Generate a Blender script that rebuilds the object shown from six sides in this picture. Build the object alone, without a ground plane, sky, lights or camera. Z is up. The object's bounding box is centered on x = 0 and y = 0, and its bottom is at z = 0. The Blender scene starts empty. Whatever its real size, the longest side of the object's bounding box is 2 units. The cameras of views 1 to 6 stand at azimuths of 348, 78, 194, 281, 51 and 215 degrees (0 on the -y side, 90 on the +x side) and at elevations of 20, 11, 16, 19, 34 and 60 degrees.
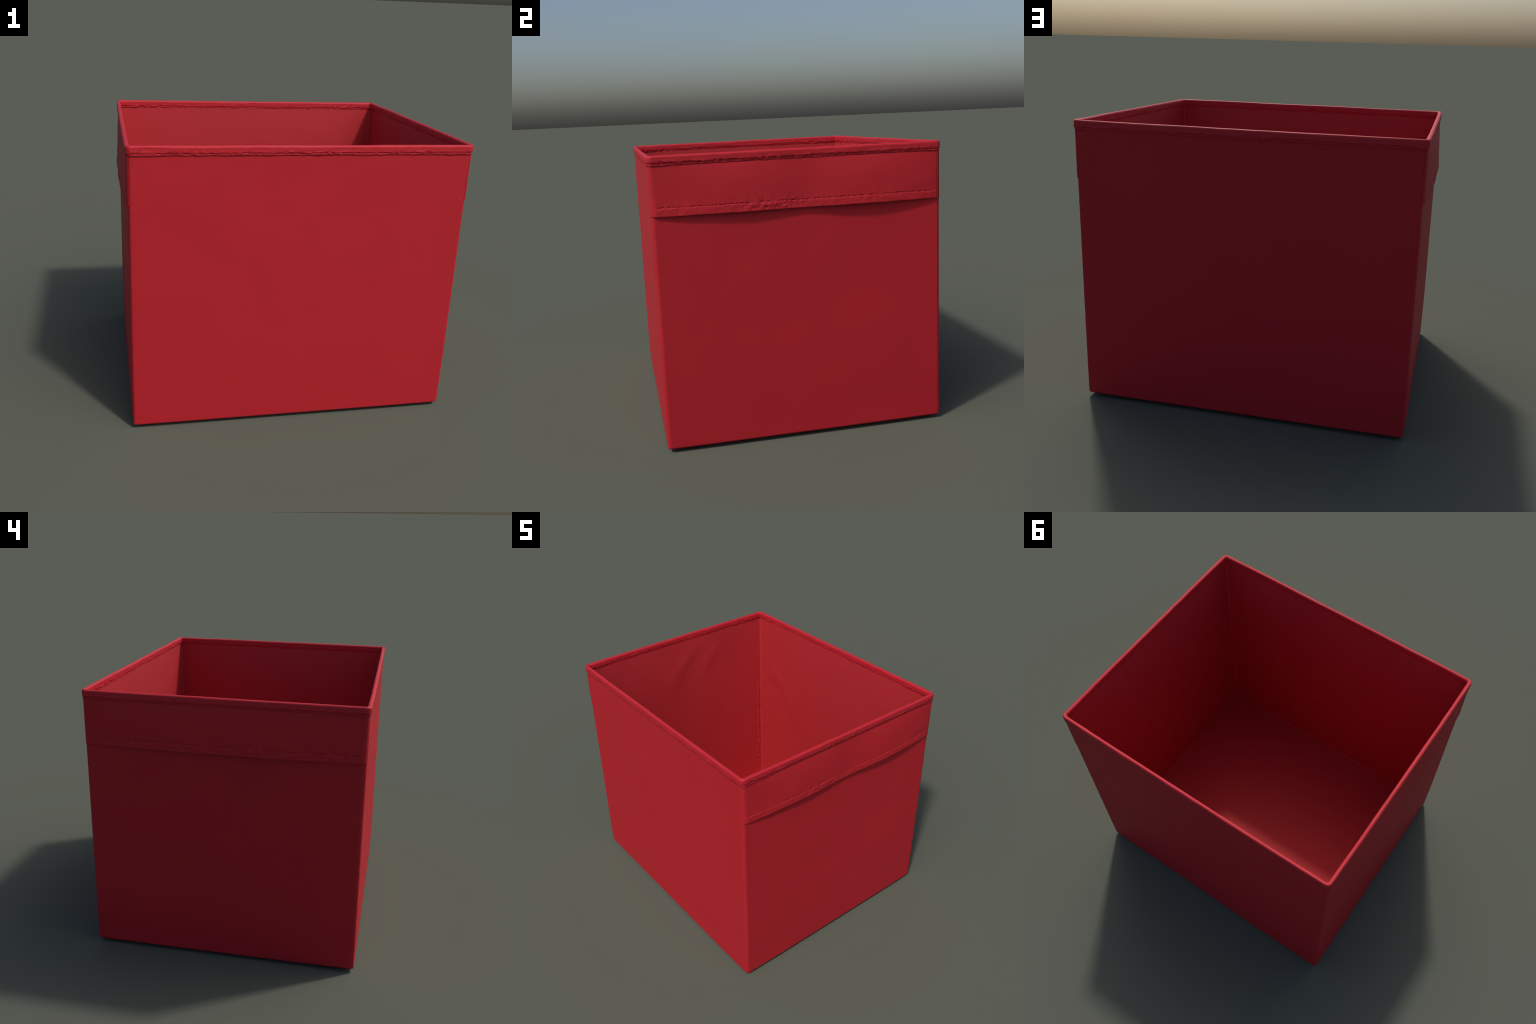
"""Red fabric storage box: four stiff cloth walls, a bottom, a bound rim with a
stitched hem, and a loose hemmed flap hanging on each short side."""
import bpy, math
import numpy as np

# ------------------------------------------------------------------ sizes (m)
TOP = 1.6795                   # top of the rim binding
HX, HY = 0.9660, 0.8310        # outer half sizes of the walls
IX, IY = 0.9545, 0.8180        # inner half sizes of the walls
R_OUT, R_IN = 0.024, 0.014     # plan radii of the upright edges
EDGE_Z = 0.0205                # the bottom edge floats a little; the bottom sags to 0
FLOOR = 0.040                  # inside floor
RIM_LOW = 1.627                # lower edge of the rim binding
RIM_STITCH = 1.6375
FLAP_LOW, FLAP_STITCH = 1.352, 1.400


# ------------------------------------------------------------------ noise
def _hash(ix, iy, seed):
    h = (ix.astype(np.int64) * 374761393 + iy.astype(np.int64) * 668265263 + seed * 1442695041) & 0xFFFFFFFF
    h = ((h ^ (h >> 13)) * 1274126177) & 0xFFFFFFFF
    h = ((h ^ (h >> 16)) * 2246822519) & 0xFFFFFFFF
    return ((h ^ (h >> 15)) & 0xFFFFFF) / float(0xFFFFFF)


def noise(x, y, seed=0):
    """Smooth value noise in -1..1."""
    x, y = np.broadcast_arrays(np.asarray(x, float), np.asarray(y, float))
    ix, iy = np.floor(x), np.floor(y)
    fx, fy = x - ix, y - iy
    fx = fx ** 3 * (fx * (fx * 6 - 15) + 10)
    fy = fy ** 3 * (fy * (fy * 6 - 15) + 10)
    a, b = _hash(ix, iy, seed), _hash(ix + 1, iy, seed)
    c, d = _hash(ix, iy + 1, seed), _hash(ix + 1, iy + 1, seed)
    return 2 * ((a * (1 - fx) + b * fx) * (1 - fy) + (c * (1 - fx) + d * fx) * fy) - 1


def fbm(x, y, seed=0, octaves=3):
    out, amp = 0, 1.0
    for k in range(octaves):
        out = out + amp * noise(x * 2.03 ** k, y * 2.03 ** k, seed + 17 * k)
        amp *= 0.5
    return out


def step(a, b, x):
    t = np.clip((x - a) / (b - a), 0, 1)
    return t * t * (3 - 2 * t)


def bell(x, width):
    return np.exp(-(x / width) ** 2)


# ------------------------------------------------------------------ plan path
def side_samples(half, dense, coarse, band=0.05):
    """Positions -1..1 along a straight side, finer near both ends."""
    nb, nc = int(round(band / dense)), int(round((2 * half - 2 * band) / coarse))
    k = band / half
    return np.concatenate([np.linspace(-1, -1 + k, nb, endpoint=False),
                           np.linspace(-1 + k, 1 - k, nc, endpoint=False),
                           np.linspace(1 - k, 1, nb + 1)])


class Plan:
    """Rounded rectangle seen from above, sampled counter-clockwise.
    Sides: 0 faces -y, 1 faces +x, 2 faces +y, 3 faces -x."""

    def __init__(self, dense, coarse, corner_steps):
        side, u, ang = [], [], []
        for s in range(4):
            p = side_samples(0.94 if s % 2 == 0 else 0.8, dense, coarse)
            a0 = -math.pi / 2 + s * math.pi / 2
            side += [s] * len(p); u += list(p); ang += [a0] * len(p)
            for k in range(1, corner_steps):          # the corner after the side
                t = k / corner_steps
                side.append(s if t < 0.5 else (s + 1) % 4)
                u.append(1.0 if t < 0.5 else -1.0)
                ang.append(a0 + t * math.pi / 2)
        self.side, self.u, self.ang = np.array(side), np.array(u), np.array(ang)
        self.nx, self.ny = np.cos(self.ang), np.sin(self.ang)
        self.n = len(side)
        self.tx, self.ty = -self.ny, self.nx

    def at(self, hx, hy, r):
        s, u = self.side, self.u
        cx, cy = hx - r, hy - r
        bx = np.select([s == 0, s == 1, s == 2, s == 3], [u * cx, cx, -u * cx, -cx])
        by = np.select([s == 0, s == 1, s == 2, s == 3], [-cy, u * cy, cy, -u * cy])
        # points of the corner arcs sit on the shared corner centre
        return bx + r * self.nx, by + r * self.ny

    def along(self, hx, hy):
        """Length along each side measured from its middle, and distance to the nearer upright edge."""
        half = np.where(self.side % 2 == 0, hx, hy)
        return self.u * half, half - np.abs(self.u) * half


# ------------------------------------------------------------------ mesh helpers
def grid_faces(rows, cols, close_rows=False, close_cols=False):
    r = np.arange(rows if close_rows else rows - 1)
    c = np.arange(cols if close_cols else cols - 1)
    R, C = np.meshgrid(r, c, indexing="ij")
    R2, C2 = (R + 1) % rows, (C + 1) % cols
    return np.stack([R * cols + C, R * cols + C2, R2 * cols + C2, R2 * cols + C], -1).reshape(-1, 4)


def make_object(name, verts, faces, material, parent):
    mesh = bpy.data.meshes.new(name)
    mesh.from_pydata([tuple(v) for v in np.asarray(verts).tolist()], [], [tuple(int(i) for i in f) for f in faces])
    mesh.polygons.foreach_set("use_smooth", [True] * len(mesh.polygons))
    mesh.update()
    mesh.materials.append(material)
    obj = bpy.data.objects.new(name, mesh)
    bpy.context.scene.collection.objects.link(obj)
    obj.parent = parent
    return obj


# ------------------------------------------------------------------ materials
def cloth_material(name, colour, mottled, rough=0.62, spec=0.25, weave=900.0, weave_depth=0.12):
    """Dyed non-woven cloth: one red, faint cloudy mottling, fine fibre grain."""
    m = bpy.data.materials.new(name)
    m.use_nodes = True
    t = m.node_tree
    N, L = t.nodes, t.links
    bsdf = N["Principled BSDF"]
    co = N.new("ShaderNodeTexCoord")
    cloud = N.new("ShaderNodeTexNoise"); cloud.inputs["Scale"].default_value = 3.2
    cloud.inputs["Detail"].default_value = 4.0; cloud.inputs["Roughness"].default_value = 0.55
    L.new(co.outputs["Object"], cloud.inputs["Vector"])
    ramp = N.new("ShaderNodeValToRGB")
    ramp.color_ramp.elements[0].position = 0.32
    ramp.color_ramp.elements[1].position = 0.70
    ramp.color_ramp.elements[0].color = (*colour, 1)
    ramp.color_ramp.elements[1].color = (*mottled, 1)
    L.new(cloud.outputs["Fac"], ramp.inputs["Fac"])
    # fibre grain
    fibre = N.new("ShaderNodeTexNoise"); fibre.inputs["Scale"].default_value = 160.0
    fibre.inputs["Detail"].default_value = 3.0
    L.new(co.outputs["Object"], fibre.inputs["Vector"])
    span = N.new("ShaderNodeMapRange")
    span.inputs["To Min"].default_value = 0.97; span.inputs["To Max"].default_value = 1.03
    L.new(fibre.outputs["Fac"], span.inputs["Value"])
    mul = N.new("ShaderNodeMix"); mul.data_type = "RGBA"; mul.blend_type = "MULTIPLY"
    mul.inputs["Factor"].default_value = 1.0
    L.new(ramp.outputs["Color"], mul.inputs["A"]); L.new(span.outputs["Result"], mul.inputs["B"])
    L.new(mul.outputs["Result"], bsdf.inputs["Base Color"])
    bump = N.new("ShaderNodeBump"); bump.inputs["Strength"].default_value = weave_depth
    bump.inputs["Distance"].default_value = 0.0008
    grain = N.new("ShaderNodeTexNoise"); grain.inputs["Scale"].default_value = weave * 0.3
    L.new(co.outputs["Object"], grain.inputs["Vector"])
    L.new(grain.outputs["Fac"], bump.inputs["Height"])
    L.new(bump.outputs["Normal"], bsdf.inputs["Normal"])
    bsdf.inputs["Roughness"].default_value = rough
    bsdf.inputs["Specular IOR Level"].default_value = spec
    return m


RED, RED_SOFT = (0.430, 0.0146, 0.0232), (0.446, 0.0154, 0.0242)
cloth = cloth_material("red_cloth", RED, RED_SOFT)
lining_cloth = cloth_material("red_lining_cloth", (0.440, 0.0212, 0.0280), (0.456, 0.0225, 0.0292), spec=0.42)
floor_cloth = cloth_material("red_floor_cloth", (0.428, 0.0150, 0.0200), (0.444, 0.0160, 0.0212), spec=0.32)
binding_cloth = cloth_material("red_binding_cloth", (0.452, 0.0146, 0.0255), (0.470, 0.0156, 0.0270), rough=0.57, spec=0.28)
thread = cloth_material("red_thread", (0.40, 0.012, 0.020), (0.43, 0.014, 0.022), rough=0.6)

# ------------------------------------------------------------------ the thing
box = bpy.data.objects.new("storage_box", None)
box.empty_display_size = 0.2
bpy.context.scene.collection.objects.link(box)
box["label"] = "open red fabric storage box with stitched rim and hanging side flaps"
box["category"] = "storage box"


# ------------------------------------------------------------------ shell (walls + bottom)
plan = Plan(0.0022, 0.0085, 10)

# rows from the middle of the underside, up the outside, over the top and down
# the inside to the middle of the floor: (kind, hx, hy, radius, z)
rows = []
for k in np.linspace(0.02, 0.985, 26):                      # underside, sagging
    f = 1 - k
    sag = 0.0190 * step(0.004, 0.08, f)
    rows.append(("under", HX * k, HY * k, R_OUT * k, EDGE_Z - 0.001 - sag))
EDGE_R = 0.011
for t in np.linspace(0, math.pi / 2, 7):                    # rounded bottom edge
    inset = EDGE_R * (1 - math.sin(t))
    rows.append(("edge", HX - inset, HY - inset, max(R_OUT - inset, 0.006), EDGE_Z + EDGE_R * (1 - math.cos(t))))
wall_z = np.linspace(EDGE_Z + EDGE_R, TOP - 0.012, 175)[1:]
for z in wall_z:
    rows.append(("out", HX, HY, R_OUT, z))
rows.append(("top", (HX + IX) / 2, (HY + IY) / 2, (R_OUT + R_IN) / 2, TOP - 0.010))
FILLET = 0.005
for z in np.linspace(TOP - 0.012, FLOOR + FILLET, 165):
    rows.append(("in", IX, IY, R_IN, z))
for t in np.linspace(0, math.pi / 2, 5)[1:]:
    inset = FILLET * (1 - math.cos(t))
    rows.append(("fillet", IX - inset, IY - inset, max(R_IN - inset, 0.004), FLOOR + FILLET * (1 - math.sin(t))))
for k in np.linspace(0.985, 0.02, 40):
    rows.append(("floor", IX * k, IY * k, R_IN * k, FLOOR))

kinds = np.array([r[0] for r in rows])
verts = np.zeros((len(rows), plan.n, 3))
for i, (_, hx, hy, r, z) in enumerate(rows):
    x, y = plan.at(hx, hy, r)
    verts[i, :, 0], verts[i, :, 1], verts[i, :, 2] = x, y, z

length, to_edge = plan.along(HX, HY)
Zs = verts[:, :, 2]
U = np.broadcast_to(length, Zs.shape)
E = np.broadcast_to(to_edge, Zs.shape)
S = np.broadcast_to(plan.side, Zs.shape)
off = np.zeros_like(Zs)                                     # outward displacement
outer = np.isin(kinds, ["out", "edge"])[:, None] * np.ones_like(Zs)
inner = np.isin(kinds, ["in"])[:, None] * np.ones_like(Zs)
inside_edges = step(0.0, 0.25, E) * step(0.02, 0.3, Zs) * step(TOP - 0.05, TOP - 0.35, Zs)
# slow waviness of the board under the cloth
slow = fbm(U * 2.1 + 9.1 * S, Zs * 2.1, 3, 3)
off += 0.0022 * slow * inside_edges
# the boards bow out a few millimetres between the upright edges, and draw in towards the bottom
off -= outer * np.where(S % 2 == 1, 0.0030, 0.0016) * step(0.30, 0.0, E)
off -= outer * np.where(S % 2 == 1, 0.0040, 0.0015) * step(0.35, 0.0, Zs)
# faint slack in the cloth just under the hem
off += outer * 0.0010 * fbm(U * 9 + 31 * S, Zs * 7, 11, 2) * bell(Zs - 1.59, 0.06)
# seam allowance: a shallow groove beside each upright edge on the long sides, a slight roll on the edge
long_side = (S % 2 == 0)
off -= outer * long_side * 0.0007 * bell(E - 0.004, 0.0035)
off += outer * long_side * 0.0007 * fbm(U * 0 + S * 7, Zs * 45, 23, 2) * bell(E - 0.003, 0.010)
# lining: faint upright drag lines and soft slanting folds
off += inner * (S == 2) * 0.00022 * noise(U * 45 + 0.6 * Zs, Zs * 2.5, 41) * step(0.3, -0.2, noise(U * 3 + S * 5, Zs * 2, 43))


def fold(side, path, width, depth):
    """A soft fold in the lining along a polyline of (along, z) points."""
    global off
    d2 = np.full(Zs.shape, 1e9); tt = np.zeros_like(Zs)
    n = len(path) - 1
    for k in range(n):
        (a, b), (c, d) = path[k], path[k + 1]
        ex, ez = c - a, d - b
        t = np.clip(((U - a) * ex + (Zs - b) * ez) / (ex * ex + ez * ez), 0, 1)
        q = (U - a - t * ex) ** 2 + (Zs - b - t * ez) ** 2
        tt = np.where(q < d2, (k + t) / n, tt); d2 = np.minimum(d2, q)
    off += inner * (S == side) * depth * np.exp(-d2 / width ** 2) * np.sin(math.pi * np.clip(tt, 0.02, 0.98)) ** 0.7


# side 3 runs with -y along it, so "along" is -y there; side 2 runs with -x
fold(3, [(-0.24, 1.57), (-0.10, 1.50), (0.0, 1.42), (0.08, 1.32), (0.13, 1.20)], 0.065, -0.0040)
fold(3, [(-0.44, 1.53), (-0.32, 1.45), (-0.23, 1.33), (-0.15, 1.17)], 0.055, -0.0032)
fold(3, [(-0.20, 1.50), (-0.08, 1.40), (-0.02, 1.28)], 0.045, 0.0015)
fold(3, [(-0.02, 1.50), (0.02, 1.47)], 0.014, 0.0014)
fold(2, [(0.90, 1.18), (0.76, 1.15), (0.64, 1.06), (0.56, 0.94)], 0.065, -0.0030)
fold(2, [(0.88, 1.06), (0.74, 1.03), (0.64, 0.94)], 0.050, 0.0012)
# the inside corner seam between sides 2 and 3 is puckered low down
low = step(1.25, 0.75, Zs)
pucker = (S == 3) & (U < 0)
off -= inner * pucker * (0.002 * bell(E - 0.016, 0.012) * (0.2 + low))
off += inner * pucker * 0.0032 * fbm(E * 26, Zs * 34 - E * 30, 61, 2) * bell(E - 0.02, 0.030) * low
for s_ in range(4):
    off += inner * (S == s_) * 0.0006 * fbm(E * 20, Zs * 14, 70 + s_, 2) * bell(E - 0.01, 0.018)

verts[:, :, 0] += off * plan.nx
verts[:, :, 1] += off * plan.ny
# the floor and underside are not dead flat
fl = np.isin(kinds, ["floor"])
verts[fl, :, 2] += 0.0025 * fbm(verts[fl, :, 0] * 2.2, verts[fl, :, 1] * 2.2, 81, 3)
un = np.isin(kinds, ["under"])
verts[un, :, 2] = np.maximum(verts[un, :, 2], 0.0)

nr, nc = len(rows), plan.n
flat = verts.reshape(-1, 3)
quads = grid_faces(nr, nc, close_cols=True)
# centre points of underside and floor
c0, c1 = len(flat), len(flat) + 1
flat = np.vstack([flat, [[0, 0, verts[0, :, 2].mean()], [0, 0, verts[-1, :, 2].mean()]]])
# vertex normals of the whole shell
normals = np.zeros_like(flat)
fn = np.cross(flat[quads[:, 2]] - flat[quads[:, 0]], flat[quads[:, 3]] - flat[quads[:, 1]])
for k in range(4):
    np.add.at(normals, quads[:, k], fn)
normals[c0], normals[c1] = (0, 0, -1), (0, 0, 1)
normals /= np.maximum(np.linalg.norm(normals, axis=1, keepdims=True), 1e-12)

face_row = np.repeat(np.arange(nr - 1), nc)
face_col = np.tile(np.arange(nc), nr - 1)
row_is_bottom = np.isin(kinds[:-1], ["under", "floor"]) | np.isin(kinds[1:], ["floor"])


def cut_out(name, pick, material, extra_tris=()):
    """Separate some faces of the shell into an object that keeps the shell's normals."""
    f = quads[pick]
    used = np.unique(np.concatenate([f.ravel()] + [np.array(t).ravel() for t in extra_tris]) if len(extra_tris) else f)
    back = np.full(len(flat), -1); back[used] = np.arange(len(used))
    faces = [tuple(q) for q in back[f].tolist()]
    for tri in extra_tris:
        faces += [tuple(q) for q in back[np.array(tri)].tolist()]
    mesh = bpy.data.meshes.new(name)
    mesh.from_pydata([tuple(v) for v in flat[used].tolist()], [], faces)
    mesh.polygons.foreach_set("use_smooth", [True] * len(mesh.polygons))
    mesh.update()
    mesh.normals_split_custom_set_from_vertices([tuple(v) for v in normals[used].tolist()])
    mesh.materials.append(material)
    obj = bpy.data.objects.new(name, mesh)
    bpy.context.scene.collection.objects.link(obj)
    obj.parent = box
    return obj


top_row = int(np.where(kinds == "top")[0][0])
is_out = face_row < top_row
for s_ in range(4):
    mine = (plan.side[face_col] == s_) & ~row_is_bottom[face_row]
    cut_out("side_panel", mine & is_out, cloth)
    cut_out("lining_panel", mine & ~is_out, lining_cloth)
ring = np.arange(nc)
tri_under = np.stack([np.full(nc, c0), (ring + 1) % nc, ring], -1)
last = (nr - 1) * nc
tri_floor = np.stack([np.full(nc, c1), last + ring, last + (ring + 1) % nc], -1)
cut_out("bottom_panel", row_is_bottom[face_row] & is_out, cloth, (tri_under,))
cut_out("floor_panel", row_is_bottom[face_row] & ~is_out, floor_cloth, (tri_floor,))


# ------------------------------------------------------------------ stitched lines
def dashes(total, seed, short=0.010, long=0.034):
    """Irregular stitches along a line: list of (start, end, strength)."""
    rng = np.random.default_rng(seed)
    out, p = [], 0.004
    while p < total - 0.01:
        n = rng.uniform(short, long)
        gap = rng.uniform(0.004, 0.013) if rng.random() < 0.8 else rng.uniform(0.02, 0.05)
        out.append((p, min(p + n, total), rng.uniform(0.35, 1.0)))
        p += n + gap
    return out


def dash_profile(s, marks):
    v = np.zeros_like(s)
    for a, b, w in marks:
        v = np.maximum(v, w * step(a - 0.001, a + 0.003, s) * step(b + 0.001, b - 0.003, s))
    return v


class Thread:
    """Collects short thread stitches (small six-sided spindles) into one mesh."""

    def __init__(self):
        self.v, self.f = [], []

    def add(self, p, q, out, radius=0.0016):
        p, q, out = np.array(p), np.array(q), np.array(out)
        d = (q - p); n = np.linalg.norm(d); d = d / n
        side = np.cross(d, out)
        base = sum(len(v) for v in self.v)
        pts = []
        for t, k in ((0, 0.25), (0.12, 0.85), (0.5, 1.0), (0.88, 0.85), (1, 0.25)):
            c = p + d * n * t + out * (0.0006 * math.sin(math.pi * t) - 0.0012 * (1 - math.sin(math.pi * t)))
            for a in range(6):
                w = a * math.pi / 3
                pts.append(c + radius * k * (math.cos(w) * side + math.sin(w) * out))
        self.v.append(pts)
        for r in range(4):
            for a in range(6):
                b = (a + 1) % 6
                self.f.append((base + r * 6 + a, base + r * 6 + b, base + r * 6 + 6 + b, base + r * 6 + 6 + a))
        self.f.append(tuple(base + a for a in range(5, -1, -1)))
        self.f.append(tuple(base + 24 + a for a in range(6)))

    def build(self, parent):
        obj = make_object("stitching", np.concatenate([np.array(v) for v in self.v]), self.f, thread, parent)
        obj["kind"] = "stuff"
        return obj


# ------------------------------------------------------------------ rim binding
rim = Plan(0.0025, 0.0030, 14)
OUT_X, OUT_Y = 0.9765, 0.8385      # outer half sizes of the binding
IN_X, IN_Y = 0.9500, 0.8140        # inner half sizes
R_RIM = 0.034
# cross-section parameter: 0 outer low edge .. 1 inner low edge, from up-and-over
prof = []                          # (mix 0 outer..1 inner, z)
prof += [(0.34, RIM_LOW + 0.004), (0.16, RIM_LOW), (0.04, RIM_LOW + 0.0015)]
for z in np.linspace(RIM_LOW + 0.004, TOP - 0.013, 20):
    prof.append((0.0, z))
for t in np.linspace(0, math.pi, 15)[1:-1]:
    prof.append((0.5 - 0.5 * math.cos(t), TOP - 0.013 + 0.013 * math.sin(t) ** 0.85))
for z in np.linspace(TOP - 0.013, RIM_LOW + 0.006, 19):
    prof.append((1.0, z))
prof += [(0.96, RIM_LOW + 0.0035), (0.84, RIM_LOW + 0.002), (0.66, RIM_LOW + 0.006)]
mix = np.array([p[0] for p in prof]); pz = np.array([p[1] for p in prof])
rlen, redge = rim.along(OUT_X, OUT_Y)
stations = np.zeros(rim.n)          # running length around the rim
ox, oy = rim.at(OUT_X, OUT_Y, R_RIM)
ixx, iyy = rim.at(IN_X, IN_Y, R_RIM - 0.020)
seg = np.hypot(np.diff(ox), np.diff(oy)); stations[1:] = np.cumsum(seg)
around = stations[-1]

marks_out, marks_in = dashes(around, 5), dashes(around, 6)
groove_out, groove_in = dash_profile(stations, marks_out), dash_profile(stations, marks_in)


def tucks(seed, count=34):
    """Occasional slanting creases that run up from the stitch line: (start, slope, reach, strength)."""
    rng = np.random.default_rng(seed)
    return [(p, rng.choice([-1, 1]) * rng.uniform(0.12, 0.45), rng.uniform(0.03, 0.085), rng.uniform(0.4, 1.0))
            for p in rng.uniform(0.1, around - 0.2, count)]


tucks_out, tucks_in = tucks(109), tucks(209)


def binding_relief(z, inside):
    """How far the binding's face stands off its plain profile at height z, all round."""
    seed = 200 if inside else 100
    groove, creases = (groove_in, tucks_in) if inside else (groove_out, tucks_out)
    restless = step(-0.55, 0.45, noise(stations * 4.5, 0 * stations + seed, seed + 4))
    drawn = 0.0026 if inside else np.where(rim.side % 2 == 1, 0.0058, 0.0034)
    d = -drawn * step(RIM_STITCH + 0.009, RIM_LOW + 0.001, z)             # drawn in towards the wall
    line_z = RIM_STITCH + 0.0022 * noise(stations * 16, 0 * stations + seed, seed + 7)
    d = d - 0.0052 * bell(z - line_z, 0.0024) * groove                    # slits left by the thread
    d = d + 0.0010 * bell(z - line_z - 0.006, 0.004) * groove             # cloth puffs up above them
    below = step(RIM_STITCH + 0.018, RIM_STITCH, z)
    d = d + 0.0024 * fbm(stations * 48, z * 55 + 0 * stations, seed, 3) * below * (0.25 + 0.75 * restless)
    d = d + 0.0009 * fbm(stations * 12, z * 35 + 0 * stations, seed + 1, 2)
    crease = np.zeros_like(stations)
    for p, slope, reach, w in creases:
        t = (stations - p) * np.sign(slope)
        line = RIM_STITCH + abs(slope) * 0.6 * t
        crease = np.maximum(crease, w * bell(z - line, 0.0030) * step(-0.002, 0.008, t) * step(reach, reach * 0.4, t))
    return d - 0.0030 * crease - 0.0028 * step(0.30, 0.0, redge) * (-1 if inside else 1)


V = np.zeros((len(prof), rim.n, 3))
for i in range(len(prof)):
    k, z = mix[i], pz[i]
    x, y = ox * (1 - k) + ixx * k, oy * (1 - k) + iyy * k
    inside = k > 0.5
    outward = 1 - 2 * k                                   # +1 outside, -1 inside
    hidden = 0.1 < k < 0.9 and z < RIM_LOW + 0.01         # folded edge behind the wall face
    d = np.zeros_like(stations) if hidden else binding_relief(z, inside) * outward
    seed = 202 if inside else 102
    wob = 0.0018 * fbm(stations * 22, 0 * stations + seed, seed, 2) * step(RIM_STITCH + 0.004, RIM_LOW, z)
    crest = 0.0007 * fbm(stations * 5, 0 * stations, 300, 2) * step(TOP - 0.02, TOP, z)
    V[i, :, 0] = x + d * rim.nx
    V[i, :, 1] = y + d * rim.ny
    V[i, :, 2] = z + wob + crest
rim_obj = make_object("rim_binding", V.reshape(-1, 3), grid_faces(len(prof), rim.n, close_rows=True, close_cols=True), binding_cloth, box)


rim_thread = Thread()
for marks, bx, by, sgn in ((marks_out, ox, oy, 1), (marks_in, ixx, iyy, -1)):
    sunk = binding_relief(RIM_STITCH, sgn < 0)
    for a, b, w in marks:
        m = int(max(1, round((b - a) / 0.013)))
        for j in range(m):
            s0, s1 = a + (b - a) * (j + 0.12) / m, a + (b - a) * (j + 0.88) / m
            mid = (s0 + s1) / 2
            o = np.array([np.interp(mid, stations, rim.nx), np.interp(mid, stations, rim.ny), 0.0]); o /= np.linalg.norm(o)
            shift = o * sgn * (np.interp(mid, stations, sunk) + 0.0003)
            p = np.array([np.interp(s0, stations, bx), np.interp(s0, stations, by), RIM_STITCH])
            q = np.array([np.interp(s1, stations, bx), np.interp(s1, stations, by), RIM_STITCH])
            rim_thread.add(p + shift, q + shift, o * sgn, 0.0011)
rim_thread.build(rim_obj)


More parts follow.
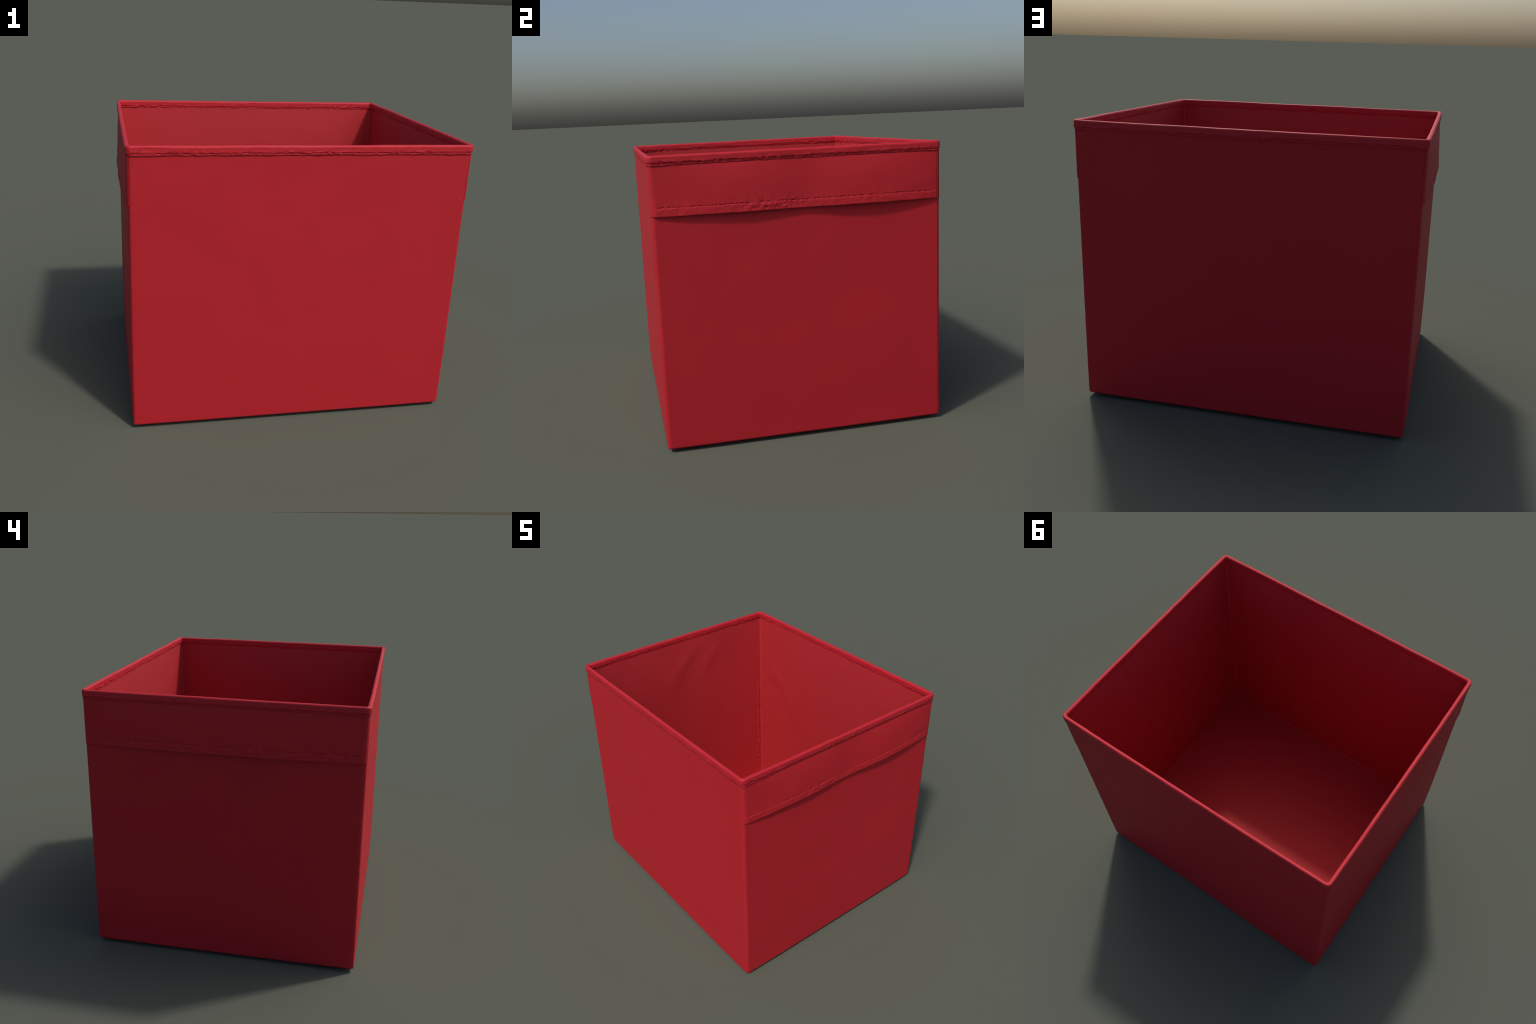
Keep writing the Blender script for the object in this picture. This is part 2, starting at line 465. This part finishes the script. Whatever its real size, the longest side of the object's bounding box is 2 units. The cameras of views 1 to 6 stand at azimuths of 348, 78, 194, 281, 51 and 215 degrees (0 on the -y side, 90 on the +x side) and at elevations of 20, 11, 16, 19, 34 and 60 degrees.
# ------------------------------------------------------------------ hanging flaps
def flap(sign, swell, seed):
    """A cloth flap on a short side: sewn in under the rim and at both upright
    edges, loose along its hemmed lower edge, which stands off by swell(y)."""
    flat_half = HY - R_OUT
    wrap = math.radians(66)                                        # how far it follows the rounded upright edge
    arc = np.linspace(0, wrap, 12)[1:]
    ys = np.concatenate([-(flat_half + R_OUT * np.sin(arc))[::-1], np.linspace(-flat_half, flat_half, 560), flat_half + R_OUT * np.sin(arc)])
    base = np.concatenate([(HX - R_OUT + R_OUT * np.cos(arc))[::-1], np.full(560, HX), HX - R_OUT + R_OUT * np.cos(arc)])
    tilt = np.concatenate([-arc[::-1], np.zeros(560), arc])        # direction of the wall's normal
    run = np.concatenate([[0], np.cumsum(np.hypot(np.diff(ys), np.diff(base)))])
    edge = np.minimum(run, run[-1] - run)
    lift_at = np.where(np.abs(ys) < flat_half, swell(np.clip(ys, -flat_half, flat_half)), 0.0)
    zs = np.concatenate([np.linspace(RIM_LOW + 0.012, FLAP_STITCH + 0.03, 46, endpoint=False),
                         np.linspace(FLAP_STITCH + 0.03, FLAP_LOW + 0.004, 48)])
    marks = [d for d in dashes(run[-1], seed, 0.012, 0.034) if d[0] > 0.03 and d[1] < run[-1] - 0.03]
    dash = dash_profile(run, marks)
    thick, hem = 0.0035, 0.0055
    restless = step(-0.4, 0.5, noise(run * 6.5, 0 * run, seed + 5))
    free = step(0.01, 0.06, edge)

    def plain(z):
        v = np.clip((RIM_LOW - z) / (RIM_LOW - FLAP_LOW), 0, 1)     # 0 at the rim, 1 at the hem
        d = 0.0030 + 0.0015 * v + lift_at * v ** 0.72 + 0.0042 * lift_at / 0.024 * np.sin(math.pi * min(v, 1.0)) - 0.0015 * step(0.30, 0.0, edge)
        return d * (0.12 + 0.88 * step(0, 0.032, edge))

    def front(z):
        v = float(np.clip((RIM_LOW - z) / (RIM_LOW - FLAP_LOW), 0, 1))
        d = plain(z) + 0.0012 * step(FLAP_STITCH, FLAP_STITCH - 0.012, z) * step(0.01, 0.04, edge)
        wander = z - FLAP_STITCH - 0.0016 * noise(run * 11, 0 * run, seed + 8)
        d = d - 0.0048 * bell(wander, 0.0024) * dash
        near = 0.35 * bell(z - FLAP_STITCH, 0.022) + bell(z - FLAP_STITCH + 0.022, 0.020)
        d = d + 0.0030 * fbm(run * 38, 0 * run + z * 36, seed, 3) * near * free * (0.2 + 0.8 * restless)
        d = d + 0.0014 * fbm(run * 30 + z * 9, 0 * run + z * 10, seed + 6, 2) * bell(z - FLAP_STITCH, 0.05) * free * restless
        d = d + 0.0018 * fbm(run * 5.0, 0 * run + z * 6, seed + 1, 3) * free * v
        return d

    low_z = FLAP_LOW + 0.0012 * fbm(run * 16, 0 * run, seed + 2, 2)
    ring = [(front(z), np.full_like(ys, z)) for z in zs]
    fd = front(FLAP_LOW + 0.004)
    for t in (0.2, 0.4, 0.6, 0.8):                                 # rounded fold of the hem
        ring.append((fd - hem * 0.5 * (1 - math.cos(t * math.pi)), low_z + 0.004 * (1 - math.sin(t * math.pi))))
    for z in np.concatenate([np.linspace(FLAP_LOW + 0.005, FLAP_STITCH, 10), np.linspace(FLAP_STITCH + 0.006, RIM_LOW + 0.012, 30)]):
        back = thick + (hem - thick) * float(step(FLAP_STITCH + 0.003, FLAP_STITCH - 0.004, z))
        ring.append((plain(z) - back, np.full_like(ys, z)))
    R, ncol = len(ring), len(ys)
    W = np.zeros((R, ncol, 3))
    for i, (d, z) in enumerate(ring):
        W[i, :, 0], W[i, :, 1], W[i, :, 2] = (base + d * np.cos(tilt)) * sign, ys + d * np.sin(tilt), z
    faces = grid_faces(R, ncol, close_rows=True).tolist()
    faces.append([i * ncol for i in range(R)][::-1])
    faces.append([i * ncol + ncol - 1 for i in range(R)])
    if sign > 0:
        faces = [f[::-1] for f in faces]
    obj = make_object("side_flap", W.reshape(-1, 3), faces, cloth, box)
    th = Thread()
    xs = HX + front(FLAP_STITCH)
    for a, b, w in marks:
        m = int(max(1, round((b - a) / 0.013)))
        for j in range(m):
            y0, y1 = (float(np.interp(a + (b - a) * (j + f) / m, run, ys)) for f in (0.12, 0.88))
            zt = FLAP_STITCH + 0.0016 * float(noise((a + b) / 2 * 11, 0.0, seed + 8))
            p = np.array([sign * (np.interp(y0, ys, xs) + 0.0002), y0, zt])
            q = np.array([sign * (np.interp(y1, ys, xs) + 0.0002), y1, zt])
            th.add(p, q, (sign, 0, 0), 0.0011)
    th.build(obj)
    return obj


def smooth_curve(points):
    px = np.array([p[0] for p in points]); py = np.array([p[1] for p in points])

    def f(y):
        # cubic Hermite through the points
        m = np.gradient(py, px)
        k = np.clip(np.searchsorted(px, y) - 1, 0, len(px) - 2)
        h = px[k + 1] - px[k]; t = (y - px[k]) / h
        return ((2 * t**3 - 3 * t**2 + 1) * py[k] + (t**3 - 2 * t**2 + t) * h * m[k]
                + (-2 * t**3 + 3 * t**2) * py[k + 1] + (t**3 - t**2) * h * m[k + 1])
    return f


flap(+1, smooth_curve([(-0.84, 0.0), (-0.70, 0.008), (-0.50, 0.0185), (-0.36, 0.0220), (-0.18, 0.0170), (0.03, 0.0100),
                       (0.21, 0.0200), (0.38, 0.0240), (0.58, 0.0170), (0.73, 0.0085), (0.84, 0.0)]), 501)
flap(-1, smooth_curve([(-0.84, 0.0), (-0.66, 0.009), (-0.45, 0.019), (-0.2, 0.024), (0.05, 0.0235),
                       (0.3, 0.020), (0.6, 0.011), (0.75, 0.004), (0.84, 0.0)]), 601)
